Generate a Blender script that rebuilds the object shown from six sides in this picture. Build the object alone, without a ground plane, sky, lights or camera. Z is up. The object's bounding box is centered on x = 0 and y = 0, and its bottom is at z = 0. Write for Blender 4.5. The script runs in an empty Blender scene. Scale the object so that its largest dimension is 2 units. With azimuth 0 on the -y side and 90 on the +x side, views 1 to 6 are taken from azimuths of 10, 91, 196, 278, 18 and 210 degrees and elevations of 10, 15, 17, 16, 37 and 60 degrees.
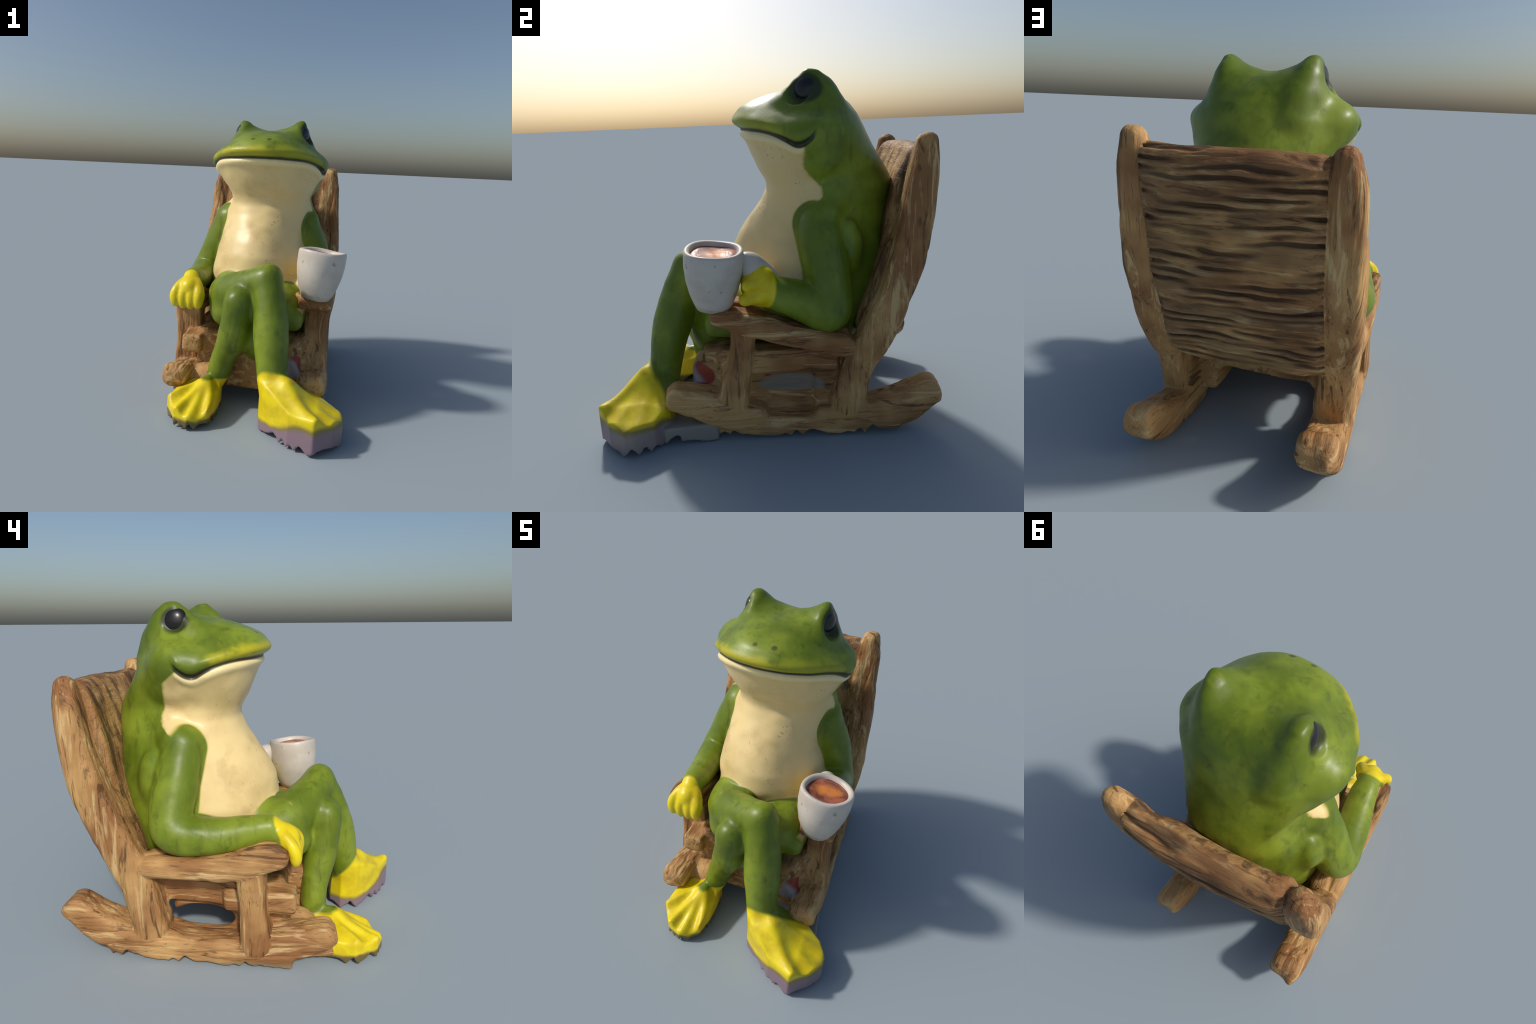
# Painted garden figurine: a frog sitting cross-legged in a rustic wooden rocking chair, coffee mug in hand.
import bpy, math
import numpy as np
from mathutils import Vector

# ------------------------------------------------------------------ implicit modelling helpers
class Field:
    """Signed distance field on a regular grid, built up primitive by primitive."""
    def __init__(self, lo, hi, h):
        self.lo, self.h = np.array(lo, np.float32), h
        self.n = np.ceil((np.array(hi) - np.array(lo)) / h).astype(int) + 1
        self.ax = [(lo[i] + h * np.arange(self.n[i])).astype(np.float32) for i in range(3)]
        self.F = np.full(self.n, 9.0, np.float32)
        self.raw = np.full(self.n, 9.0, np.float32)
        self.lab = np.zeros(self.n, np.int8)

    def box(self, lo, hi, pad):
        s = []
        for i in range(3):
            a = int(np.clip(math.floor((lo[i] - pad - self.lo[i]) / self.h), 0, self.n[i] - 1))
            b = int(np.clip(math.ceil((hi[i] + pad - self.lo[i]) / self.h) + 1, a + 1, self.n[i]))
            s.append(slice(a, b))
        return tuple(s)

    def coords(self, s):
        return (self.ax[0][s[0]][:, None, None], self.ax[1][s[1]][None, :, None], self.ax[2][s[2]][None, None, :])

    def add(self, prim, k, label):
        fn, lo, hi = prim
        s = self.box(lo, hi, k * 1.3 + 0.05)
        d = fn(*self.coords(s)).astype(np.float32)
        f = self.F[s]
        if k > 0:
            q = np.maximum(k - np.abs(f - d), 0) / k
            self.F[s] = np.minimum(f, d) - q * q * k * 0.25
        else:
            self.F[s] = np.minimum(f, d)
        m = d < self.raw[s]
        self.lab[s] = np.where(m, label, self.lab[s])
        self.raw[s] = np.minimum(self.raw[s], d)

    def cut(self, prim, k):
        fn, lo, hi = prim
        s = self.box(lo, hi, k * 1.3 + 0.05)
        d = -fn(*self.coords(s)).astype(np.float32)
        f = self.F[s]
        if k > 0:
            q = np.maximum(k - np.abs(f - d), 0) / k
            self.F[s] = np.maximum(f, d) + q * q * k * 0.25
        else:
            self.F[s] = np.maximum(f, d)

    def sample(self, A, P):
        g = np.clip((P - self.lo) / self.h, 0, self.n - 1.001)
        i = g.astype(int); t = g - i
        out = 0
        for a in (0, 1):
            for b in (0, 1):
                for c in (0, 1):
                    w = (t[:, 0] if a else 1 - t[:, 0]) * (t[:, 1] if b else 1 - t[:, 1]) * (t[:, 2] if c else 1 - t[:, 2])
                    out = out + (w if A.ndim == 3 else w[:, None]) * A[i[:, 0] + a, i[:, 1] + b, i[:, 2] + c]
        return out

    def mesh(self):
        F, h = self.F, self.h
        ins = F < 0
        def corner(A, a, b, c):
            return A[a:A.shape[0] - 1 + a, b:A.shape[1] - 1 + b, c:A.shape[2] - 1 + c]
        cnt = sum(corner(ins, a, b, c).astype(np.int8) for a in (0, 1) for b in (0, 1) for c in (0, 1))
        cells = np.argwhere((cnt > 0) & (cnt < 8))
        idx = np.full(cnt.shape, -1, np.int32)
        idx[tuple(cells.T)] = np.arange(len(cells))
        acc, num = np.zeros((len(cells), 3)), np.zeros(len(cells))
        cs = [(a, b, c) for a in (0, 1) for b in (0, 1) for c in (0, 1)]
        for p in cs:
            for ax in range(3):
                if p[ax]: continue
                q = list(p); q[ax] = 1
                fa = F[tuple((cells + p).T)]; fb = F[tuple((cells + q).T)]
                m = (fa < 0) != (fb < 0)
                t = np.where(m, fa / np.where(m, fa - fb, 1), 0)
                pos = np.tile(np.array(p, float), (len(cells), 1)); pos[:, ax] = t
                acc[m] += pos[m]; num[m] += 1
        V = self.lo + h * (cells + acc / num[:, None])
        G = np.stack(np.gradient(F, h), -1)
        for _ in range(2):
            f = self.sample(F, V); g = self.sample(G, V)
            st = f[:, None] * g / np.maximum((g * g).sum(1), 0.1)[:, None]
            ln = np.linalg.norm(st, axis=1, keepdims=True)
            V = V - st * np.minimum(1, 0.5 * h / np.maximum(ln, 1e-9))
        quads = []
        for ax in range(3):
            u, v = (ax + 1) % 3, (ax + 2) % 3
            sl = [slice(1, None)] * 3
            a = [slice(1, -1)] * 3; b = [slice(1, -1)] * 3
            a[ax], b[ax] = slice(0, -1), slice(1, None)
            A, B = ins[tuple(a)], ins[tuple(b)]
            e = np.argwhere(A != B)
            off = np.array([1, 1, 1]); off[ax] = 0
            e2 = e + off
            du, dv = np.eye(3, dtype=int)[u], np.eye(3, dtype=int)[v]
            q = np.stack([idx[tuple((e2 - o).T)] for o in (du + dv, dv, 0 * du, du)], 1)
            fl = ~A[tuple(e.T)]
            q[fl] = q[fl][:, ::-1]
            quads.append(q)
        Q = np.concatenate(quads)
        return V, Q[(Q >= 0).all(1)]

    def labels(self, P):
        g = np.clip(np.rint((P - self.lo) / self.h).astype(int), 0, self.n - 1)
        return self.lab[g[:, 0], g[:, 1], g[:, 2]]


def cone(a, b, ra, rb):
    """Tapered capsule from a to b."""
    a, b = np.array(a, float), np.array(b, float)
    ba = b - a; L2 = float(ba @ ba)
    def fn(x, y, z):
        px, py, pz = x - a[0], y - a[1], z - a[2]
        t = np.clip((px * ba[0] + py * ba[1] + pz * ba[2]) / L2, 0, 1)
        return np.sqrt((px - t * ba[0]) ** 2 + (py - t * ba[1]) ** 2 + (pz - t * ba[2]) ** 2) - (ra + (rb - ra) * t)
    r = max(ra, rb)
    return fn, np.minimum(a, b) - r, np.maximum(a, b) + r

def chain(pts):
    """Smooth limb through (x, y, z, r) control points, as a chain of tapered capsules."""
    P = np.array(pts, float); out = []
    n = len(P)
    ext = np.vstack([2 * P[0] - P[1], P, 2 * P[-1] - P[-2]])
    C = []
    for i in range(n - 1):
        p0, p1, p2, p3 = ext[i:i + 4]
        for t in np.linspace(0, 1, 4, endpoint=False):
            C.append(0.5 * (2 * p1 + (p2 - p0) * t + (2 * p0 - 5 * p1 + 4 * p2 - p3) * t * t + (3 * p1 - p0 - 3 * p2 + p3) * t ** 3))
    C.append(P[-1]); C = np.array(C)
    segs = [cone(C[i][:3], C[i + 1][:3], C[i][3], C[i + 1][3]) for i in range(len(C) - 1)]
    def fn(x, y, z):
        d = segs[0][0](x, y, z)
        for s in segs[1:]:
            e = s[0](x, y, z); q = np.maximum(0.03 - np.abs(d - e), 0) / 0.03
            d = np.minimum(d, e) - q * q * 0.0075
        return d
    return fn, np.min([s[1] for s in segs], 0), np.max([s[2] for s in segs], 0)

def ellipsoid(c, r):
    c, r = np.array(c, float), np.array(r, float)
    def fn(x, y, z):
        k0 = np.sqrt(((x - c[0]) / r[0]) ** 2 + ((y - c[1]) / r[1]) ** 2 + ((z - c[2]) / r[2]) ** 2)
        k1 = np.sqrt(((x - c[0]) / r[0] ** 2) ** 2 + ((y - c[1]) / r[1] ** 2) ** 2 + ((z - c[2]) / r[2] ** 2) ** 2)
        return k0 * (k0 - 1) / np.maximum(k1, 1e-6)
    return fn, c - r, c + r

def rbox(c, half, r):
    c, half = np.array(c, float), np.array(half, float)
    def fn(x, y, z):
        qx, qy, qz = np.abs(x - c[0]) - half[0] + r, np.abs(y - c[1]) - half[1] + r, np.abs(z - c[2]) - half[2] + r
        return np.sqrt(np.maximum(qx, 0) ** 2 + np.maximum(qy, 0) ** 2 + np.maximum(qz, 0) ** 2) + np.minimum(np.maximum(qx, np.maximum(qy, qz)), 0) - r
    return fn, c - half, c + half

def beam(pts, r=0.03):
    """Bar along (x, y, z, half_width_x, half_depth) points lying mostly in the y-z plane, rounded box section."""
    P = np.array(pts, float); n = len(P)
    ext = np.vstack([2 * P[0] - P[1], P, 2 * P[-1] - P[-2]])
    C = []
    for i in range(n - 1):
        p0, p1, p2, p3 = ext[i:i + 4]
        for t in np.linspace(0, 1, 5, endpoint=False):
            C.append(0.5 * (2 * p1 + (p2 - p0) * t + (2 * p0 - 5 * p1 + 4 * p2 - p3) * t * t + (3 * p1 - p0 - 3 * p2 + p3) * t ** 3))
    C.append(P[-1]); C = np.array(C)
    def fn(x, y, z):
        best = None
        for i in range(len(C) - 1):
            a, b = C[i], C[i + 1]
            dy, dz = b[1] - a[1], b[2] - a[2]; L = math.hypot(dy, dz)
            t = np.clip(((y - a[1]) * dy + (z - a[2]) * dz) / (L * L), 0, 1)
            m = a + (b - a) * 0  # keep arrays small
            cx, hw, hd = a[0] + (b[0] - a[0]) * t, a[3] + (b[3] - a[3]) * t, a[4] + (b[4] - a[4]) * t
            dist = np.sqrt((y - a[1] - dy * t) ** 2 + (z - a[2] - dz * t) ** 2)
            qx, qd = np.abs(x - cx) - hw + r, dist - hd + r
            d = np.sqrt(np.maximum(qx, 0) ** 2 + np.maximum(qd, 0) ** 2) + np.minimum(np.maximum(qx, qd), 0) - r
            best = d if best is None else np.minimum(best, d)
        return best
    m = C[:, 3:5].max()
    return fn, C[:, :3].min(0) - m, C[:, :3].max(0) + m

def prism(poly, top, z0, r=0.02):
    """Vertical prism over an x-y outline with a height function for its top."""
    P = np.array(poly, float)
    def d2(x, y):
        best, sgn = None, 1.0
        inside = np.zeros(np.broadcast(x, y).shape, bool)
        for i in range(len(P)):
            a, b = P[i], P[(i + 1) % len(P)]
            e = b - a
            wx, wy = x - a[0], y - a[1]
            t = np.clip((wx * e[0] + wy * e[1]) / (e @ e), 0, 1)
            d = (wx - t * e[0]) ** 2 + (wy - t * e[1]) ** 2
            best = d if best is None else np.minimum(best, d)
            if a[1] != b[1]:
                inside ^= ((y < a[1]) != (y < b[1])) & (x < a[0] + (y - a[1]) * e[0] / e[1])
        return np.where(inside, -1, 1) * np.sqrt(best)
    def fn(x, y, z):
        a = d2(x, y) + r
        b = (z - top(x, y)) * 0.85 + r
        d = np.sqrt(np.maximum(a, 0) ** 2 + np.maximum(b, 0) ** 2) + np.minimum(np.maximum(a, b), 0) - r
        return np.maximum(d, z0 - z)
    zt = 0.5
    return fn, np.array([*P.min(0), z0]), np.array([*P.max(0), zt])

def table(keys, col, z, sig=0.014):
    zz = np.arange(keys[0][0] - 0.1, keys[-1][0] + 0.1, 0.002)
    v = np.interp(zz, [k[0] for k in keys], [k[col] for k in keys])
    w = np.exp(-0.5 * (np.arange(-30, 31) * 0.002 / sig) ** 2); w /= w.sum()
    v = np.convolve(np.pad(v, 30, mode="edge"), w, "valid")
    return np.interp(z, zz, v)

def stack(keys, h, back):
    """Body built from horizontal super-elliptic slices: z, front y, back y, centre x, half width, exponent, y of widest place."""
    zlo, zhi = keys[0][0], keys[-1][0]
    def fn(x, y, z):
        yf, yb, cx, hw, n, yw = (table(keys, i, z) for i in range(1, 7))
        dep = np.where(y < yw, yw - yf, yb - yw)
        nn = np.where(y < yw, n, n + np.interp(z, (1.05, 1.42), back))
        u = (np.abs(x - cx) / hw) ** nn + (np.abs(y - yw) / np.maximum(dep, 0.01)) ** nn
        f = (u ** (1 / nn) - 1) * np.minimum(hw, 0.3)
        f = np.maximum(f, zlo - z); f = np.maximum(f, z - zhi)
        g = np.gradient(f, h)
        m = np.sqrt(g[0] ** 2 + g[1] ** 2 + g[2] ** 2)
        return f / np.clip(m, 0.35, 6)
    w = max(k[4] for k in keys) + 0.05
    return fn, np.array([-w, min(k[1] for k in keys), zlo]), np.array([w, max(k[2] for k in keys), zhi])

# lattice value noise for relief at mesh vertices
def vnoise(P, seed):
    i = np.floor(P).astype(np.int64); f = P - i; f = f * f * (3 - 2 * f)
    def hsh(a, b, c):
        n = (a * 73856093) ^ (b * 19349663) ^ (c * 83492791) ^ (seed * 2654435761)
        n = (n ^ (n >> 13)) * 1274126177 & 0x7fffffff
        n = (n ^ (n >> 16)) & 0xffff
        return n / 65535.0 * 2 - 1
    out = 0
    for a in (0, 1):
        for b in (0, 1):
            for c in (0, 1):
                w = (f[:, 0] if a else 1 - f[:, 0]) * (f[:, 1] if b else 1 - f[:, 1]) * (f[:, 2] if c else 1 - f[:, 2])
                out = out + w * hsh(i[:, 0] + a, i[:, 1] + b, i[:, 2] + c)
    return out

def vnormals(V, Q):
    a, b = V[Q[:, 2]] - V[Q[:, 0]], V[Q[:, 3]] - V[Q[:, 1]]
    fn = np.cross(a, b); N = np.zeros_like(V)
    for c in range(4): np.add.at(N, Q[:, c], fn)
    return N / np.maximum(np.linalg.norm(N, axis=1, keepdims=True), 1e-12)

def relax(V, Q, it, lam=0.5):
    for _ in range(it):
        S = np.zeros_like(V); c = np.zeros(len(V))
        for a in range(4):
            b = (a + 1) % 4
            np.add.at(S, Q[:, a], V[Q[:, b]]); np.add.at(S, Q[:, b], V[Q[:, a]])
            np.add.at(c, Q[:, a], 1); np.add.at(c, Q[:, b], 1)
        V = V + lam * (S / np.maximum(c, 1)[:, None] - V)
    return V

def subdivide(V, Q):
    me = bpy.data.meshes.new("work"); me.from_pydata(V.tolist(), [], Q.tolist())
    ob = bpy.data.objects.new("work", me); bpy.context.scene.collection.objects.link(ob)
    ob.modifiers.new("s", "SUBSURF").levels = 1
    ev = ob.evaluated_get(bpy.context.evaluated_depsgraph_get()); m = ev.to_mesh()
    V2 = np.empty(len(m.vertices) * 3); m.vertices.foreach_get("co", V2)
    Q2 = np.empty(len(m.loops), np.int32); m.loops.foreach_get("vertex_index", Q2)
    V2, Q2 = V2.reshape(-1, 3), Q2.reshape(-1, 4)
    ev.to_mesh_clear(); bpy.data.objects.remove(ob); bpy.data.meshes.remove(me)
    return V2, Q2

def link(name, me, parent, mat):
    ob = bpy.data.objects.new(name, me)
    bpy.context.scene.collection.objects.link(ob)
    ob.parent = parent
    if mat: me.materials.append(mat)
    return ob

def split(V, Q, lab, parts, smooth=True):
    """Cut one continuous surface into named part meshes that share border positions and normals."""
    N = vnormals(V, Q); made = {}
    for key, (name, parent, mat) in parts.items():
        q = Q[lab == key]
        if len(q) == 0: continue
        used, inv = np.unique(q, return_inverse=True)
        v, q = V[used], inv.reshape(-1, 4)
        me = bpy.data.meshes.new(name)
        me.vertices.add(len(v)); me.vertices.foreach_set("co", v.astype(np.float32).ravel())
        me.loops.add(q.size); me.loops.foreach_set("vertex_index", q.astype(np.int32).ravel())
        me.polygons.add(len(q)); me.polygons.foreach_set("loop_start", np.arange(0, q.size, 4, dtype=np.int32))
        me.update(calc_edges=True); me.validate()
        me.polygons.foreach_set("use_smooth", np.ones(len(me.polygons), bool))
        me.normals_split_custom_set_from_vertices(N[used].tolist())
        made[key] = link(name, me, made.get(parent, parent) if not isinstance(parent, bpy.types.Object) else parent, mat)
    return made

# ------------------------------------------------------------------ shader maths written as plain expressions
class X:
    tree = None
    def __init__(s, sock): s.s = sock
    def __add__(a, b): return op("ADD", a, b)
    __radd__ = __add__
    def __sub__(a, b): return op("SUBTRACT", a, b)
    def __rsub__(a, b): return op("SUBTRACT", b, a)
    def __mul__(a, b): return op("MULTIPLY", a, b)
    __rmul__ = __mul__
    def __truediv__(a, b): return op("DIVIDE", a, b)
    def __neg__(a): return op("MULTIPLY", a, -1.0)

def put(sock, v):
    if isinstance(v, X): X.tree.links.new(v.s, sock)
    elif isinstance(v, bpy.types.NodeSocket): X.tree.links.new(v, sock)
    else: sock.default_value = v

def op(kind, *args, clamp=False):
    if kind == 'MINIMUM' and isinstance(args[0], float) and args[0] > 8: return args[1]
    if not any(isinstance(a, X) for a in args):
        a = args
        return {"ADD": lambda: a[0] + a[1], "SUBTRACT": lambda: a[0] - a[1], "MULTIPLY": lambda: a[0] * a[1], "SINE": lambda: np.sin(a[0]),
                "ABSOLUTE": lambda: np.abs(a[0]), "MAXIMUM": lambda: np.maximum(a[0], a[1]), "MINIMUM": lambda: np.minimum(a[0], a[1])}[kind]()
    n = X.tree.nodes.new("ShaderNodeMath"); n.operation = kind; n.use_clamp = clamp
    for i, a in enumerate(args): put(n.inputs[i], a)
    return X(n.outputs[0])

def sin(a): return op("SINE", a)
def vmax(a, b): return op("MAXIMUM", a, b)
def vmin(a, b): return op("MINIMUM", a, b)

def ramp(a, b, v):
    """Smooth step: 0 at a, 1 at b (a may exceed b)."""
    n = X.tree.nodes.new("ShaderNodeMapRange"); n.interpolation_type = "SMOOTHSTEP"
    put(n.inputs[0], v)
    lo, hi, t0, t1 = (a, b, 0.0, 1.0) if a < b else (b, a, 1.0, 0.0)
    n.inputs[1].default_value, n.inputs[2].default_value, n.inputs[3].default_value, n.inputs[4].default_value = lo, hi, t0, t1
    return X(n.outputs[0])

def vec(kind, *args):
    n = X.tree.nodes.new("ShaderNodeVectorMath"); n.operation = kind
    for i, a in enumerate(args): put(n.inputs[i], a)
    return X(n.outputs["Value" if kind in ("LENGTH", "DOT_PRODUCT", "DISTANCE") else "Vector"])

def ball(p, c, r):
    return vec("LENGTH", vec("DIVIDE", vec("SUBTRACT", p, c), r))

def capsule(p, a, b):
    a, b = Vector(a), Vector(b); ba = b - a
    pa = vec("SUBTRACT", p, tuple(a))
    t = op("MULTIPLY", vec("DOT_PRODUCT", pa, tuple(ba)), 1.0 / ba.length_squared, clamp=True)
    n = X.tree.nodes.new("ShaderNodeVectorMath"); n.operation = "SCALE"
    n.inputs[0].default_value = tuple(ba); put(n.inputs["Scale"], t)
    return vec("DISTANCE", pa, X(n.outputs[0]))

def noise(p, scale, detail=3.0, rough=0.55, stretch=None, dist=0.0):
    if stretch: p = vec("MULTIPLY", p, stretch)
    n = X.tree.nodes.new("ShaderNodeTexNoise")
    put(n.inputs["Vector"], p)
    n.inputs["Scale"].default_value, n.inputs["Detail"].default_value, n.inputs["Roughness"].default_value, n.inputs["Distortion"].default_value = scale, detail, rough, dist
    return X(n.outputs[0])

def mix(f, a, b):
    n = X.tree.nodes.new("ShaderNodeMix"); n.data_type = "RGBA"
    put(n.inputs[0], f)
    for i, c in ((6, a), (7, b)):
        if isinstance(c, X): put(n.inputs[i], c)
        else: n.inputs[i].default_value = (*c, 1)
    return X(n.outputs[2])

def material(name, build):
    m = bpy.data.materials.new(name); m.use_nodes = True
    X.tree = m.node_tree
    bs = X.tree.nodes["Principled BSDF"]
    tc = X.tree.nodes.new("ShaderNodeTexCoord")
    p = X(tc.outputs["Object"])
    sp = X.tree.nodes.new("ShaderNodeSeparateXYZ"); put(sp.inputs[0], p)
    r = build(p, *(X(o) for o in sp.outputs))
    put(bs.inputs["Base Color"], r["color"] if isinstance(r["color"], X) else (*r["color"], 1))
    put(bs.inputs["Roughness"], r.get("rough", 0.5))
    bs.inputs["Specular IOR Level"].default_value = r.get("spec", 0.5)
    if "coat" in r:
        bs.inputs["Coat Weight"].default_value, bs.inputs["Coat Roughness"].default_value = r["coat"]
    if "bump" in r:
        b = X.tree.nodes.new("ShaderNodeBump")
        b.inputs["Strength"].default_value, b.inputs["Distance"].default_value = r.get("bump_strength", 0.5), r.get("bump_distance", 0.01)
        put(b.inputs["Height"], r["bump"]); X.tree.links.new(b.outputs[0], bs.inputs["Normal"])
    return m

# ------------------------------------------------------------------ rules shared by relief and colour
def mouth_height(y):
    t = y + 0.15
    a, b = vmax(t - 0.10, 0.0), vmax(t - 0.30, 0.0)
    return 1.705 - 0.10 * t - 1.2 * a * a + 9.0 * b * b

def slat_wave(x, z):
    """Hand-carved horizontal grain lines of the backrest; -1 in the furrows."""
    w = 0.8 * sin(3.1 * x + 7.0 * z) + 0.55 * sin(6.7 * x - 5.0 * z + 1.3) + 0.28 * sin(15.0 * x + 11.0 * z + 2.0) + 0.9 * sin(9.0 * z) + 0.10 * sin(37.0 * x + 23.0 * z)
    broken = 0.55 + 0.45 * sin(7.0 * x + 2.5 * sin(19.0 * z + 2.0 * x) + 2.0 * sin(5.0 * z))
    fine = 0.6 * sin(157.0 * z + 6.0 * x + 2.0 * w) + 0.55 * sin(101.0 * z - 4.0 * x + 2.6 * w + 1.0)
    return fine * broken + 0.25 * sin(41.0 * z + 3.0 * w)

ARM_R = [(-.335, .275, 1.215, .118), (-.420, .305, 1.03, .132), (-.525, .305, .80, .118), (-.520, .10, .772, .104), (-.495, -.08, .79, .090), (-.485, -.225, .825, .072)]
ARM_L = [(.255, .29, 1.18, .128), (.322, .325, .99, .132), (.395, .335, .72, .118), (.405, .20, .775, .106), (.41, .04, .84, .096)]
THIGH_A = [(-.20, .08, .70, .17), (-.20, -.24, .73, .152), (-.05, -.39, .83, .122), (.11, -.478, .925, .097)]
SHIN_A = [(.11, -.478, .925, .097), (.152, -.57, .66, .116), (.178, -.62, .46, .108), (.20, -.66, .27, .098)]
THIGH_B = [(.22, .04, .66, .18), (.13, -.26, .675, .152), (-.06, -.51, .75, .11)]
SHIN_B = [(-.078, -.525, .755, .10), (-.11, -.50, .52, .100), (-.175, -.465, .34, .085), (-.225, -.465, .19, .073)]

# ------------------------------------------------------------------ materials
def skin(p, x, y, z):
    n1, n2, n3 = noise(p, 3.2, 4), noise(p, 11.0, 3), noise(p, 40.0, 2)
    wob = (n2 - 0.5) * 0.05
    green = mix(ramp(.36, .66, n1), (.12, .175, .010), (.23, .30, .024))
    green = mix(ramp(.55, .74, n2) * 0.4, green, (.065, .095, .008))
    streak = noise(p, 6.0, 3, stretch=(2.5, 2.5, .7))
    green = mix(ramp(.56, .72, streak) * 0.35, green, (.23, .27, .02))
    brush = noise(p, 4.5, 4, .65, (3.2, 3.2, .8), .6)
    green = mix(ramp(.52, .74, brush) * .5, green, (.048, .075, .008))
    # cream throat and belly
    cream = mix(ramp(.40, .68, n1), (.83, .64, .30), (.72, .54, .24))
    cream = mix(ramp(.60, .72, n3) * ramp(.5, .62, n1) * 0.35, cream, (.42, .27, .08))
    zm = mouth_height(y)
    below = ramp(.012, -.012, z - vmin(zm, 1.645 - .7 * (y - .25)) + wob * .3)
    left = .210 + .095 * (ramp(1.26, 1.34, z) * ramp(1.52, 1.35, z))
    right = .225 + .155 * (ramp(1.23, 1.35, z) * (1.0 - .25 * ramp(1.38, 1.56, z)))
    side = ramp(.12, -.12, x)
    edge = left * (1.0 - side) + right * side + wob * 1.1
    m = ramp(.012, -.012, y - edge) * below
    lower = ramp(.64, .68, z + wob * .4)
    arms = 9.0
    for limb in (ARM_R, ARM_L):
        for a, b in zip(limb, limb[1:]):
            arms = vmin(arms, capsule(p, a[:3], b[:3]) - (a[3] + b[3]) * .5)
    legs = 9.0
    for limb in (THIGH_A, THIGH_B):
        for a, b in zip(limb, limb[1:]):
            legs = vmin(legs, capsule(p, a[:3], b[:3]) - (a[3] + b[3]) * .5)
    m = m * lower * ramp(.008, .022, arms) * vmax(ramp(.425, .405, op('ABSOLUTE', x + .045)), ramp(1.46, 1.5, z)) * ramp(.004, .016, legs) * ramp(-.34, -.30, y)
    cream = mix(ramp(.55, .70, noise(p, 4.0, 4)) * .45, cream, (.50, .34, .12))
    fleck = noise(p, 62.0, 2) + noise(p, 7.0, 2) * .6
    cream = mix(ramp(1.0, 1.09, fleck) * .55 * ramp(-.22, -.05, x), cream, (.26, .14, .045))
    c = mix(m, mix(ramp(.0, .5, m), green, (.40, .36, .03)), cream)
    c = mix(m * ramp(-.060, -.040, z - zm) * ramp(.0, -.012, z - zm) * .8, c, (.92, .77, .40))  # highlight along the lower lip, painted as a paler cream band
    # yellow upper lip and dark mouth line
    lip = ramp(.005, .02, z - zm) * ramp(.10, .045, z - zm + wob * 1.6) * ramp(.16, .04, y) * ramp(1.5, 1.6, z)
    c = mix(lip * ramp(.38, .5, n1) * (0.45 + 0.5 * ramp(.1, -.1, x)), c, (.46, .42, .018))
    mouth = ramp(.013, .004, op("ABSOLUTE", z - zm) - .010 * ramp(.02, .2, y)) * ramp(.285, .255, y) * ramp(1.5, 1.6, z)
    c = mix(mouth * .93, c, (.016, .020, .012))
    # eye sockets
    sock = vmin(ball(p, (-.325, .295, 1.900), (.06, .080, .074)), ball(p, (.255, .225, 1.900), (.075, .105, .092)))
    c = mix(ramp(1.1, .8, sock) * .85, c, (.018, .020, .012))
    nost = vmin(ball(p, (-.107, -.11, 1.841), (.02, .02, .02)), ball(p, (.010, -.113, 1.838), (.02, .02, .02)))
    c = mix(ramp(1.2, .6, nost) * .7, c, (.03, .035, .01))
    # yellow hands and feet
    yel = mix(ramp(.4, .65, n2), (.82, .66, .012), (.70, .53, .010))
    hr = ramp(1.05, .98, ball(p, (-.495, -.36, .755), (.17, .17, .20))) * ramp(.01, -.01, y + .245 + .40 * (.90 - z) + wob * .3)
    hl = ramp(1.06, .94, ball(p, (.43, -.075, .88), (.18, .125, .145)) + wob * 2.)
    fl = ramp(.02, -.02, z - .375 + 1.2 * (y + .73) + wob * .5) * ramp(-.52, -.56, y) * ramp(.05, .07, x)
    fr = ramp(.215, .195, z + wob * .3 + .18 * (y + .5)) * ramp(-.42, -.45, y) * ramp(.0, -.05, x)
    ym = vmax(vmax(hr, hl), vmax(fl, fr))
    c = mix(ym, c, yel)
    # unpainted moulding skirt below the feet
    raw = mix(ramp(.30, .52, x + y * .25), (.27, .185, .225), (.33, .285, .245))
    sl = ramp(.018, -.018, z - .085 + wob * .8 - .085 * ramp(.2, .45, x - (y + .85) * .5)) * ramp(.05, .1, x) * ramp(-.52, -.55, y)
    c = mix(sl, c, mix(ramp(.05, .09, z + wob - .07 * ramp(.2, .45, x - (y + .85) * .5)), raw, (.25, .20, .05)))
    sr = ramp(.075, .045, z + wob) * ramp(.0, -.05, x) * ramp(-.45, -.5, y)
    c = mix(sr, c, (.16, .12, .045))
    return {"color": c, "rough": 0.34 + 0.12 * n2, "spec": 0.4, "bump": n2 * .6 + n3 * .4, "bump_strength": .18, "bump_distance": .006}

def bare_cast(p, x, y, z):
    n = noise(p, 7.0, 4)
    return {"color": mix(n, (.33, .31, .27), (.26, .23, .20)), "rough": .6, "spec": .3}

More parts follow.
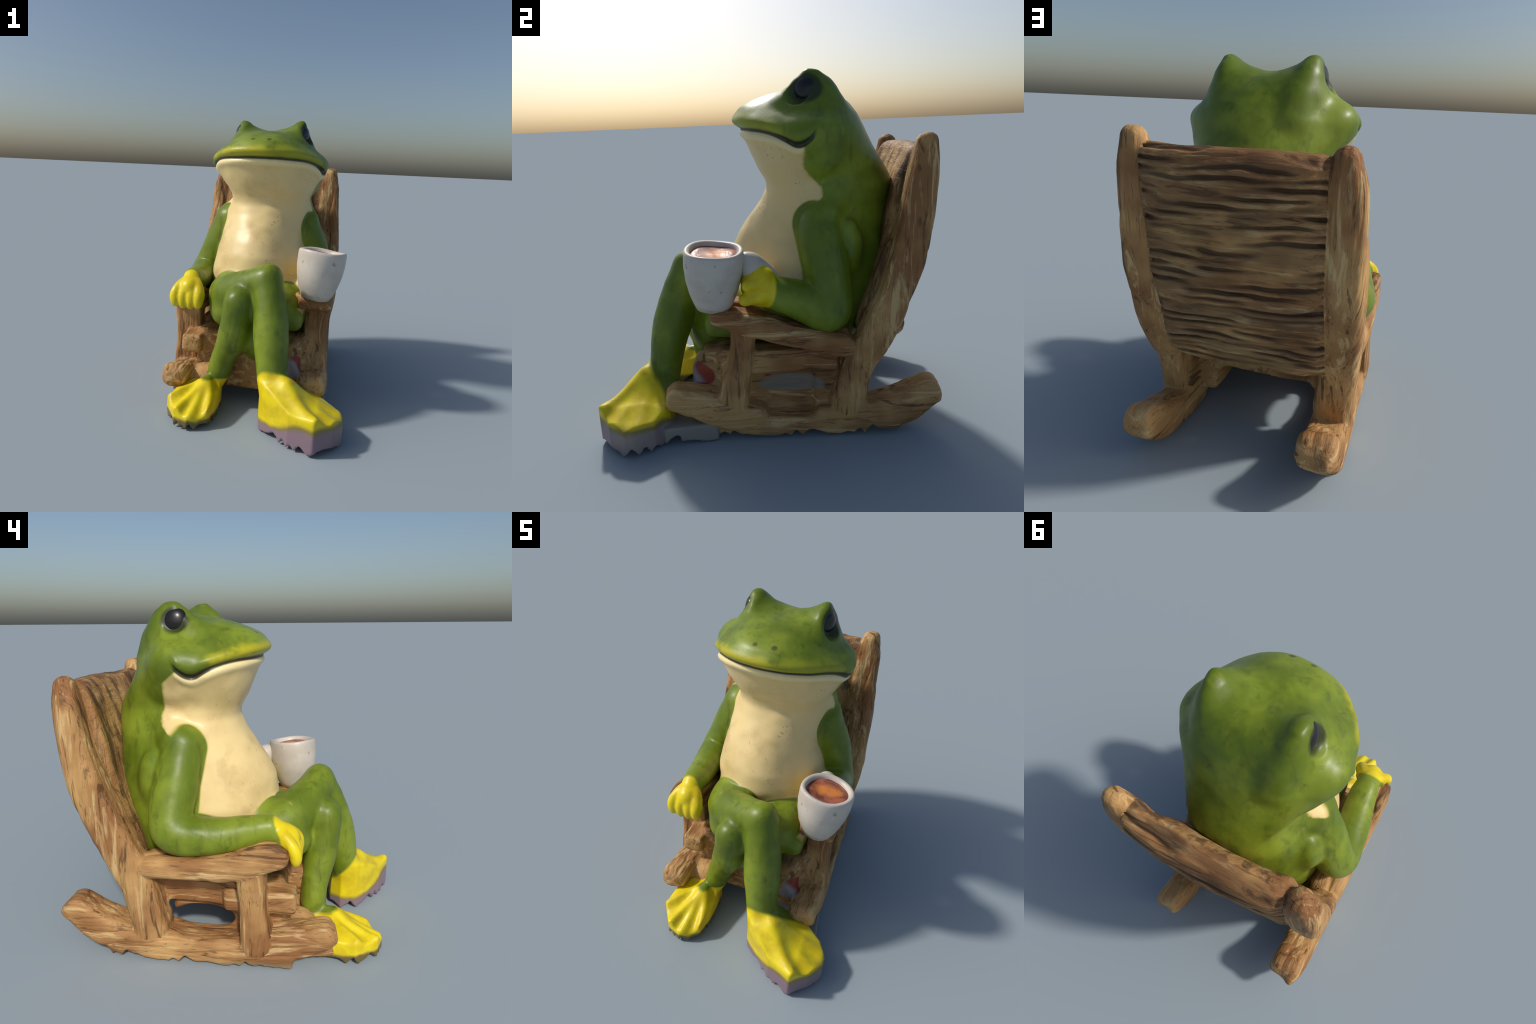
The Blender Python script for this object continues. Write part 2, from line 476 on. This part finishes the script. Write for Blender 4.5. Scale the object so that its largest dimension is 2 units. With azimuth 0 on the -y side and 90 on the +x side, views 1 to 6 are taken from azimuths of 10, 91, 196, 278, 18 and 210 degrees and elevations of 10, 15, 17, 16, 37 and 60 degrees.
def wood(axis):
    st = {"x": (1.0, 9.0, 9.0), "y": (9.0, 1.0, 9.0), "z": (9.0, 9.0, 1.0)}[axis]
    def build(p, x, y, z):
        warp = noise(p, 2.5, 2)
        g = noise(p, 1.9, 5, .62, st, 1.0)
        g2 = noise(p, 5.0, 3, .6, st, 1.6)
        pat = noise(p, 2.2, 3)
        if axis == "x":
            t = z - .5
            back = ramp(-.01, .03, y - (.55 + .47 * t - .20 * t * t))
            g = g * back + noise(p, 1.9, 5, .62, (9.0, 9.0, 1.0), 1.0) * (1.0 - back)
        c = mix(ramp(.36, .66, pat), (.29, .132, .046), (.57, .335, .128))
        c = mix(ramp(.53, .66, g) * .7, c, (.70, .49, .23))
        c = mix(ramp(.44, .34, g) * .78, c, (.075, .036, .017))
        c = mix(ramp(.40, .33, g2) * .5, c, (.055, .028, .014))
        geo = X(X.tree.nodes.new("ShaderNodeNewGeometry").outputs["Pointiness"])
        c = mix(ramp(.515, .56, geo) * ramp(.42, .6, noise(p, 8.0, 3)) * .55, c, (.68, .45, .21))   # paint rubbed off proud ridges
        h = g * .7 + g2 * .3
        if axis == "x":
            s = slat_wave(x, z)
            c = mix(ramp(.45, .6, noise(p, 2.0, 3, stretch=(7, 7, .8))) * (1.0 - back) * .7, c, (.07, .038, .022))  # front face darkened in streaks: cavity shade behind the frog, baked into colour
            c = mix(back * ramp(.3, .6, noise(p, 3.0, 3, stretch=(1, 3, 3))) * .55, c, (.115, .060, .028))  # rear base colour tinted darker for its shade away from the sun
            rear = ramp(.05, -.55, s) * back
            c = mix(rear * .75, c, (.035, .018, .010))
            c = mix(ramp(.3, .95, s) * back * .25, c, (.40, .25, .11))
        if axis == "y":
            junk = ramp(1.05, .9, ball(p, (.30, -.41, .31), (.085, .10, .085)) + (warp - .5) * .5)
            c = mix(junk, c, mix(ramp(-.01, .05, x - .31 + (y + .42) + (z - .31)), (.42, .36, .34), (.36, .07, .04)))
            grey = ramp(1.05, .85, ball(p, (.38, .11, .275), (.12, .20, .055)) + (warp - .5) * .6)
            c = mix(grey * .8, c, (.26, .24, .20))
            skirt = ramp(.05, .025, z + (warp - .5) * .06 + .035 * ramp(0, .2, y))
            c = mix(skirt * .7, c, (.27, .20, .12))
        return {"color": c, "rough": .62, "spec": .3, "bump": h, "bump_strength": .7, "bump_distance": .018}
    return build

def mug_glaze(p, x, y, z):
    n, f = noise(p, 6.0, 4), noise(p, 26.0, 3)
    c = mix(ramp(.38, .66, n), (.66, .60, .52), (.56, .50, .43))
    c = mix(ramp(.66, .74, f) * .6, c, (.20, .15, .11))
    return {"color": c, "rough": .42, "spec": .45, "bump": n, "bump_strength": .2, "bump_distance": .01}

def coffee(p, x, y, z):
    n = noise(p, 9.0, 3, dist=.8)
    c = mix(ramp(.40, .58, n), (.20, .055, .032), (.42, .13, .075))
    c = mix(ramp(1.0, .35, ball(p, (.44, -.26, 1.06), (.095, .075, .1)) + (n - .5) * 1.6), c, (.72, .25, .055))
    return {"color": c, "rough": .38, "bump": n, "bump_strength": .4, "bump_distance": .012}

def eye_gloss(p, x, y, z):
    n = noise(p, 14.0, 2)
    return {"color": mix(n, (.006, .006, .006), (.016, .014, .015)), "rough": .30, "spec": .35, "coat": (.35, .08)}

M_SKIN, M_RAW = material("frog_skin", skin), material("bare_cast", bare_cast)
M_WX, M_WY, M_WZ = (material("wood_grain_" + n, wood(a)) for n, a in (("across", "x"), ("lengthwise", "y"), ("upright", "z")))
M_MUG, M_COFFEE, M_EYE = material("glazed_ceramic", mug_glaze), material("coffee_surface", coffee), material("glossy_eye", eye_gloss)

# ------------------------------------------------------------------ the figurine
root = bpy.data.objects.new("frog_in_rocking_chair", None)
bpy.context.scene.collection.objects.link(root)
root["label"] = "painted figurine of a green frog with coffee mug in a wooden rocking chair"
root["category"] = "garden figurine"

def tri_wave(t):
    return np.abs((t % 1.0) - .5) * 2

def ragged(x, y):
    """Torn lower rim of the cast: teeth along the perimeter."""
    th = np.arctan2(y + .70, x - np.where(x > 0, .38, -.31)) / math.tau
    foot = tri_wave(th * 15 + .5 * np.sin(th * 23)) * (.45 + .55 * tri_wave(th * 6.3 + .2))
    bar = tri_wave(y * 6.1 + .6 * np.sin(17 * y + 9 * x)) * tri_wave(y * 2.7 + x)
    return .001 + .060 * np.where(y < -.52, foot, bar)

def build_frog():
    h = .0095
    S = Field((-.72, -1.02, -.02), (.72, .82, 2.04), h)
    HEAD, TORSO, ARMR, HANDR, ARML, HANDL, LEGA, FOOTL, LEGB, FOOTR, BASEL = range(1, 12)
    body = [  # z, front, back, centre x, half width, exponent, y of widest place
        (.50, -.02, .56, -.05, .35, 2.3, .25), (.62, -.05, .60, -.05, .39, 2.2, .25), (.70, -.155, .63, -.05, .395, 2.1, .24), (.78, -.217, .65, -.05, .40, 2.1, .24),
        (.87, -.242, .68, -.055, .388, 2.05, .24), (1.0, -.222, .70, -.055, .365, 2.05, .26), (1.10, -.178, .71, -.06, .340, 1.95, .28), (1.20, -.106, .725, -.052, .335, 1.95, .30),
        (1.29, -.032, .735, -.040, .330, 2.1, .31), (1.365, .0, .740, -.022, .308, 2.5, .3), (1.42, -.018, .735, -.020, .310, 2.6, .28),
        (1.48, -.052, .70, -.022, .338, 2.6, .27), (1.54, -.08, .665, -.030, .370, 2.4, .26), (1.61, -.110, .625, -.035, .415, 2.2, .255), (1.66, -.135, .60, -.035, .437, 2.15, .25),
        (1.70, -.157, .582, -.035, .437, 2.2, .25), (1.735, -.177, .565, -.035, .41, 2.25, .24), (1.77, -.182, .55, -.035, .37, 2.35, .23), (1.83, -.137, .505, -.035, .285, 2.4, .22),
        (1.87, -.057, .45, -.035, .24, 2.3, .2), (1.90, .04, .40, -.035, .185, 2.2, .22), (1.914, .12, .34, -.035, .10, 2.0, .24), (1.918, .19, .29, -.035, .04, 2.0, .24)]
    S.add(stack(body, h, (1.2, -.2)), 0, TORSO)
    S.add(ellipsoid((-.395, .43, 1.05), (.085, .10, .17)), .06, TORSO)
    S.add(ellipsoid((.30, .44, 1.05), (.085, .10, .17)), .06, TORSO)
    S.lab[:, :, int(1.40 / h):] = HEAD
    # peaked brow ridges over the eyes: steep outside, long slope inwards
    for side, y0, c in ((-1, .32, -.035), (1, .265, -.035)):
        def at(dx, dy, z): return (c + side * dx, y0 + dy, z)
        S.add(ellipsoid(at(.182, -.012, 1.80), (.152 if side < 0 else .150, .20, .135)), .06, HEAD)
        S.add(cone(at(.10, .01, 1.80), at(.208, .0, 1.930), .146, .056), .06, HEAD)
        S.add(ellipsoid(at(.214, .0, 1.888), (.060, .125, .092)), .05, HEAD)
        S.add(cone(at(.232, -.012, 1.970 + .004 * side), at(.230, .030, 1.968 + .004 * side), .020, .020), .05, HEAD)
        S.add(cone(at(.21, .06, 1.89), at(.17, .17, 1.70), .05, .06), .07, HEAD)
    for c in ((-.335, .33, 1.575), (.270, .30, 1.56)):
        S.add(ellipsoid(c, (.085, .11, .10)), .09, HEAD)
    # cheeks at the mouth corners
    S.add(ellipsoid((-.400, .305, 1.695), (.085, .11, .085)), .09, HEAD)
    S.add(ellipsoid((.318, .24, 1.66), (.078, .10, .078)), .08, HEAD)
    S.add(chain(THIGH_B), .05, LEGB)
    S.add(chain(SHIN_B), .05, LEGB)
    S.add(ellipsoid((.05, -.37, .49), (.15, .14, .19)), .06, LEGB)
    S.add(rbox((.19, -.18, .61), (.16, .21, .085), .07), .06, LEGB)
    S.add(chain(THIGH_A), .035, LEGA)
    S.add(ellipsoid((-.19, -.28, .63), (.145, .17, .13)), .04, LEGA)
    S.add(chain(SHIN_A), .03, LEGA)
    S.add(chain(ARM_R), .02, ARMR)
    S.add(chain(ARM_L), .02, ARML)
    S.add(ellipsoid((-.33, .28, 1.24), (.12, .12, .10)), .05, ARMR)
    S.add(cone((.32, .14, .79), (.33, -.08, .83), .09, .085), .06, ARML)
    # shoulders sloping into the neck
    S.add(cone((-.20, .40, 1.42), (-.345, .33, 1.28), .09, .075), .07, TORSO)
    S.add(cone((.15, .40, 1.42), (.275, .34, 1.27), .09, .075), .07, TORSO)
    # draped hand
    S.add(cone((-.485, -.235, .815), (-.480, -.315, .765), .072, .088), .03, HANDR)
    S.add(ellipsoid((-.482, -.305, .75), (.108, .06, .10)), .03, HANDR)
    for i in range(4):
        t = i - 1.5
        S.add(chain([(-.482 + .03 * t, -.29, .815, .036), (-.482 + .058 * t, -.362, .745, .036), (-.480 + .054 * t, -.375, .645 + .012 * abs(t), .034)]), .008, HANDR)
    S.add(ellipsoid((.41, -.045, .885), (.115, .115, .13)), .03, HANDL)
    S.add(cone((.475, -.03, .92), (.51, -.10, .915), .05, .045), .03, HANDL)
    S.add(cone((.475, -.03, .845), (.50, -.12, .835), .05, .045), .02, HANDL)
    # feet
    toesL = [(.50, -.955), (.60, -.86), (.62, -.74)]
    toesR = [(-.455, -.72), (-.375, -.845), (-.285, -.86), (-.185, -.79)]
    def ridge(x, y, a, b, w):
        e = (b[0] - a[0], b[1] - a[1]); L2 = e[0] ** 2 + e[1] ** 2
        t = np.clip(((x - a[0]) * e[0] + (y - a[1]) * e[1]) / L2, 0, 1)
        return np.exp(-((x - a[0] - t * e[0]) ** 2 + (y - a[1] - t * e[1]) ** 2) / w ** 2) * np.clip(t * 3, 0, 1)
    def topL(x, y):
        d = np.sqrt((x - .20) ** 2 + (y + .68) ** 2)
        hgt = .20 + .16 * np.exp(-(d / .22) ** 2) - .035 * np.clip((x - .50) / .15, 0, 1)
        for t, q in zip(toesL, (.045, .022, .022)): hgt = hgt + q * ridge(x, y, (.2, -.68), t, .05)
        return hgt
    def topR(x, y):
        d = np.sqrt((x + .245) ** 2 + (y + .49) ** 2)
        hgt = .225 - np.where(x < -.28, .40 - .13 * np.clip((-.28 - x) / .12, 0, 1), .40) * d
        for t in toesR: hgt = hgt + .036 * ridge(x, y, (-.25, -.5), t, .032)
        return hgt
    S.add(prism([(.10, -.64), (.12, -.75), (.17, -.80), (.33, -.925), (.495, -.995), (.60, -.905), (.665, -.80), (.66, -.75), (.60, -.64), (.48, -.57), (.30, -.55), (.16, -.56)], topL, -.02), .03, FOOTL)
    S.add(prism([(.34, -.60), (.57, -.62), (.52, -.30), (.36, -.30)], lambda x, y: .12 + 0 * x * y, -.02), .02, BASEL)
    S.add(prism([(-.36, -.44), (-.475, -.53), (-.495, -.72), (-.40, -.855), (-.30, -.89), (-.23, -.865), (-.175, -.815), (-.155, -.70), (-.155, -.56), (-.18, -.42), (-.26, -.40)], topR, -.02), .03, FOOTR)
    S.F += .010
    S.add(ellipsoid((.172, -.708, .435), (.034, .02, .045)), .010, LEGA)   # chip on the shin
    # eye sockets, nostrils, mouth slit
    for c, r in (((-.350, .30, 1.897), .072), ((.272, .180, 1.895), .078)):
        S.cut(ellipsoid(c, (.045 if c[0] < 0 else .062, r, r)), .015)
    for c in ((-.107, -.128, 1.852), (.010, -.131, 1.849)):
        S.cut(ellipsoid(c, (.014, .028, .018)), .008)
    S.cut(ellipsoid((-.11, -.135, 1.635), (.009, .02, .009)), .004)
    zz = S.box((-.6, -.25, 1.55), (.6, .32, 1.8), 0)
    x, y, z = S.coords(zz)
    gz = z - mouth_height(y)
    fade = np.clip((.285 - .03 * (x > 0) - y) / .04, 0, 1)
    S.F[zz] += .017 * np.exp(-(gz / .014) ** 2) * fade - .009 * np.exp(-((gz - .042) / .026) ** 2) * fade - .008 * np.exp(-((gz + .036) / .020) ** 2) * fade
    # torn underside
    zz = S.box((-.8, -1.1, -.02), (.8, -.2, .12), 0)
    x, y, z = S.coords(zz)
    S.F[zz] = np.maximum(S.F[zz], ragged(x, y) - z)
    V, Q = S.mesh()
    N = vnormals(V, Q)
    amp = .006 * np.clip((V[:, 2] - .08) / .1, 0, 1)
    V = V + N * (amp * (vnoise(V * 5.5, 3) + .45 * vnoise(V * 13, 5)))[:, None]
    lab = S.labels(V[Q].mean(1))
    parts = {TORSO: ("torso", root, M_SKIN), HEAD: ("head", root, M_SKIN), ARMR: ("forelimb", root, M_SKIN), HANDR: ("hand", ARMR, M_SKIN), ARML: ("forelimb", root, M_SKIN),
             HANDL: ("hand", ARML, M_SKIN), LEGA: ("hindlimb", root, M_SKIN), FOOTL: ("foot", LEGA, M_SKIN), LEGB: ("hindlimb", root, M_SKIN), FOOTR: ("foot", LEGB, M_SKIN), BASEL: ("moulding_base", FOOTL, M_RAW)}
    return split(V, Q, lab, parts), HEAD

def build_chair():
    h = .0105
    S = Field((-.72, -.70, -.02), (.62, 1.05, 1.75), h)
    BACK, POSTR, POSTL, ARMR, ARML, SUPR, SUPL, ROCKR, ROCKL, SEAT = range(1, 11)
    # backrest panel, leaning back, hollow towards the sitter
    sp = [(.585, .585, .105), (.70, .622, .112), (.88, .687, .108), (1.05, .737, .106), (1.25, .770, .105), (1.42, .800, .098), (1.51, .822, .086)]
    f, lo, hi = beam([(-.06, y, z, .415, d) for z, y, d in sp], .05)
    bow = lambda x, z: (.022 + .028 * np.clip((z - 1.2) / .3, 0, 1)) * (1 - ((x + .06) / .42) ** 2)
    S.add((lambda x, y, z: f(x, y - bow(x, z), z), lo, hi + [0, .06, 0]), 0, BACK)
    S.cut(ellipsoid((-.06, .50, .26), (.28, .5, .235)), .03)
    # hollow of the inner face beside the post on the mug side
    S.cut(chain([(.30, .625, 1.10, .03), (.295, .675, 1.30, .05), (.285, .735, 1.56, .05)]), .04)
    S.add(beam([(-.535, .832, 1.57, .064, .066), (-.548, .822, 1.45, .080, .078), (-.552, .795, 1.25, .087, .088), (-.556, .735, 1.02, .092, .104), (-.555, .655, .82, .094, .11), (-.55, .57, .63, .09, .112), (-.525, .50, .45, .10, .11), (-.505, .455, .22, .11, .11)], .06), .045, POSTR)
    S.add(beam([(.405, .828, 1.60, .062, .060), (.415, .812, 1.45, .080, .078), (.42, .78, 1.2, .09, .085), (.438, .718, .95, .09, .088), (.443, .64, .74, .09, .09), (.435, .56, .56, .088, .09), (.42, .49, .42, .085, .09), (.42, .43, .2, .085, .10)], .05), .045, POSTL)
    S.add(beam([(-.53, .42, .60, .105, .066), (-.53, .2, .607, .11, .072), (-.525, 0, .628, .115, .08), (-.52, -.19, .685, .12, .084), (-.515, -.275, .70, .115, .074)], .045), .02, ARMR)
    S.add(beam([(.41, .40, .54, .10, .066), (.408, .2, .59, .105, .064), (.405, 0, .65, .112, .064), (.407, -.19, .71, .120, .06), (.41, -.27, .73, .12, .055)], .04), .02, ARML)
    S.add(beam([(-.525, -.135, .60, .10, .082), (-.52, -.14, .40, .09, .072), (-.52, -.155, .17, .095, .088)], .035), .025, SUPR)
    S.add(beam([(.42, -.14, .66, .09, .074), (.42, -.165, .48, .085, .068), (.43, -.215, .24, .09, .086)], .035), .025, SUPL)
    S.add(beam([(-.51, .895, .275, .10, .085), (-.51, .77, .185, .105, .10), (-.495, .57, .105, .12, .105), (-.49, .25, .085, .12, .095), (-.50, -.05, .085, .105, .095), (-.495, -.3, .13, .095, .10), (-.495, -.53, .205, .09, .085)], .055), .025, ROCKR)
    S.add(beam([(.39, .885, .215, .085, .085), (.395, .74, .135, .095, .10), (.40, .50, .085, .10, .095), (.41, .2, .08, .10, .09), (.42, -.1, .10, .10, .095), (.43, -.33, .175, .10, .092), (.435, -.54, .240, .095, .074)], .05), .025, ROCKL)
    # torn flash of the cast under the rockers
    S.add(rbox((.415, .14, .04), (.075, .58, .05), .02), .03, ROCKL)
    S.add(rbox((-.505, .17, .04), (.08, .54, .05), .02), .03, ROCKR)
    # seat box, open below and behind
    S.add(rbox((-.02, .03, .29), (.41, .34, .19), .05), .03, SEAT)
    S.add(ellipsoid((-.32, -.36, .13), (.13, .15, .12)), .05, SEAT)
    S.add(rbox((-.40, .17, .075), (.08, .25, .06), .04), .03, ROCKR)
    S.add(rbox((.06, -.2, .28), (.27, .215, .19), .06), .05, SEAT)
    S.add(rbox((.21, -.34, .28), (.125, .14, .11), .05), .05, SEAT)
    S.add(rbox((-.42, .22, .405), (.06, .26, .085), .03), .03, SEAT)
    S.add(rbox((.36, .36, .30), (.05, .14, .18), .03), .03, SEAT)
    S.add(rbox((.31, -.08, .735), (.06, .17, .05), .03), .03, ARML)
    S.add(cone((-.44, -.40, .09), (-.42, -.60, .07), .085, .055), .03, ROCKR)
    S.add(rbox((-.44, -.17, .375), (.075, .21, .07), .03), .03, SEAT)
    S.add(rbox((.39, .13, .445), (.075, .25, .075), .03), .03, SEAT)
    S.cut(rbox((.50, .105, .25), (.125, .145, .12), .05), .03)
    S.cut(rbox((-.085, .36, .07), (.30, .52, .20), .08), .04)
    S.cut(ellipsoid((-.45, .17, .215), (.18, .17, .062)), .03)
    S.F += .006
    zz = S.box((-.8, -1.1, -.02), (.8, 1.1, .1), 0)
    x, y, z = S.coords(zz)
    S.F[zz] = np.maximum(S.F[zz], .008 + ragged(x, y) - z)
    V, Q = S.mesh()
    V, Q = subdivide(V, Q)
    vl = S.labels(V)
    N = vnormals(V, Q)
    along = {BACK: 0, SEAT: 1, ARMR: 1, ARML: 1, ROCKR: 1, ROCKL: 1, POSTR: 2, POSTL: 2, SUPR: 2, SUPL: 2}
    disp = .007 * vnoise(V * 6, 11)
    ends = np.isin(vl, [ROCKR, ROCKL]) * N[:, 1] ** 4
    disp += ends * (.024 * vnoise(V * 12, 31) + .010 * vnoise(V * 27, 32))
    for ax in range(3):
        m = np.isin(vl, [k for k, a in along.items() if a == ax])
        sc = np.full(3, 26.0); sc[ax] = 3.5
        g = vnoise(V * sc, 21) ; g2 = vnoise(V * sc * 1.9, 22)
        furrow = -np.clip(np.abs(g) * -3 + .7, 0, 1)          # thin cracks where the noise crosses zero
        w = .45 if ax == 2 else .7
        if ax == 1: w = np.where(vl == SEAT, .25, .7)
        if ax == 0: w = np.where(N[:, 1] > 0, .6, .15)
        w = w * (1 - N[:, ax] ** 2)
        disp += np.where(m, w * (.006 * g2 + .011 * furrow + .004), 0)
    rear = (vl == BACK) * np.clip(N[:, 1] * 2, 0, 1)
    disp += rear * .014 * np.clip(slat_wave(V[:, 0], V[:, 2]), -1, .45)
    disp *= np.clip((V[:, 2] - .03) / .05, 0, 1)
    V = V + N * disp[:, None]
    lab = S.labels(V[Q].mean(1))
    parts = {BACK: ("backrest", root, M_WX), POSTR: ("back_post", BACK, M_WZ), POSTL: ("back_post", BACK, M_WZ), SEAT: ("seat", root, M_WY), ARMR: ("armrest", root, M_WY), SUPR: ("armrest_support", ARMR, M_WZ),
             ARML: ("armrest", root, M_WY), SUPL: ("armrest_support", ARML, M_WZ), ROCKR: ("rocker", root, M_WY), ROCKL: ("rocker", root, M_WY)}
    split(V, Q, lab, parts)

def lathe(name, rings, seg, parent, mat, centre, axis, wob, cap=True):
    """Turned shape: rings of (height, radius) round a tilted axis, slightly out of true."""
    ax = Vector(axis).normalized(); u = Vector((0, 1, 0)).cross(ax).normalized(); v = ax.cross(u)
    vs, fs = [], []
    for hgt, r in rings:
        for s in range(seg):
            a = math.tau * s / seg
            k = r * (1 + wob * (math.sin(2 * a + 1) + .6 * math.sin(3 * a + 9 * hgt) + .4 * math.sin(5 * a - 14 * hgt)))
            q = Vector(centre) + ax * (hgt + wob * 2 * r * math.sin(3 * a + 2)) + u * (k * math.cos(a)) + v * (k * math.sin(a))
            vs.append(q)
    for i in range(len(rings) - 1):
        for s in range(seg):
            t = (s + 1) % seg
            fs.append((i * seg + s, i * seg + t, (i + 1) * seg + t, (i + 1) * seg + s))
    if cap:
        vs.append(Vector(centre) + ax * rings[-1][0]); c = len(vs) - 1; o = (len(rings) - 1) * seg
        fs += [(o + s, o + (s + 1) % seg, c) for s in range(seg)]
        vs.append(Vector(centre) + ax * rings[0][0]); c = len(vs) - 1
        fs += [((s + 1) % seg, s, c) for s in range(seg)]
    me = bpy.data.meshes.new(name); me.from_pydata([tuple(q) for q in vs], [], fs)
    me.shade_smooth()
    return link(name, me, parent, mat)

def build_mug():
    base = Vector((.416, -.297, .812))
    axis = Vector((.085, .07, 1))
    rings = [(-.04, .04), (-.04, .095), (.0, .114), (.05, .133), (.12, .151), (.19, .160), (.25, .161), (.275, .160), (.288, .157), (.293, .150), (.289, .134), (.275, .126), (.25, .124), (.242, .06)]
    mug = lathe("mug", rings, 72, root, M_MUG, base, axis, .012)
    lathe("coffee", [(.245, .133), (.262, .134), (.268, .127), (.266, .09), (.262, .05), (.262, .01)], 64, mug, M_COFFEE, base, axis, .018)
    # handle stub running into the palm
    S = Field((.30, -.25, .75), (.66, .15, 1.15), .008)
    S.add(chain([(.40, -.120, 1.03, .032), (.39, -.075, 1.005, .04), (.375, -.02, .955, .038), (.37, .02, .915, .03)]), .0, 1)
    S.add(ellipsoid((.395, -.085, .97), (.075, .06, .07)), .03, 1)
    V, Q = S.mesh()
    split(V, Q, np.ones(len(Q), int), {1: ("handle", mug, M_MUG)})

def build_eyes(head):
    for c, r, out in (((-.283, .302, 1.896), .070, Vector((-1, -.1, .15))), ((.198, .230, 1.898), .072, Vector((.78, -.58, .2)))):
        vs, fs, R, K = [], [], 32, 48
        for i in range(1, R):
            th = math.pi * i / R
            for s in range(K):
                a = math.tau * s / K
                vs.append((c[0] + r * math.sin(th) * math.cos(a), c[1] + r * math.sin(th) * math.sin(a), c[2] + r * math.cos(th)))
        for i in range(R - 2):
            for s in range(K):
                t = (s + 1) % K
                fs.append((i * K + s, (i + 1) * K + s, (i + 1) * K + t, i * K + t))
        n = len(vs); vs += [(c[0], c[1], c[2] + r), (c[0], c[1], c[2] - r)]
        out.normalize()
        vs = [tuple(Vector(q) - out * (Vector(q) - Vector(c)).dot(out) * .38) for q in vs]
        fs += [(s, (s + 1) % K, n) for s in range(K)]
        o = (R - 2) * K
        fs += [(o + (s + 1) % K, o + s, n + 1) for s in range(K)]
        me = bpy.data.meshes.new("eye"); me.from_pydata(vs, [], fs); me.shade_smooth()
        link("eye", me, head, M_EYE)

made, HEAD = build_frog()
build_eyes(made[HEAD])
build_chair()
build_mug()
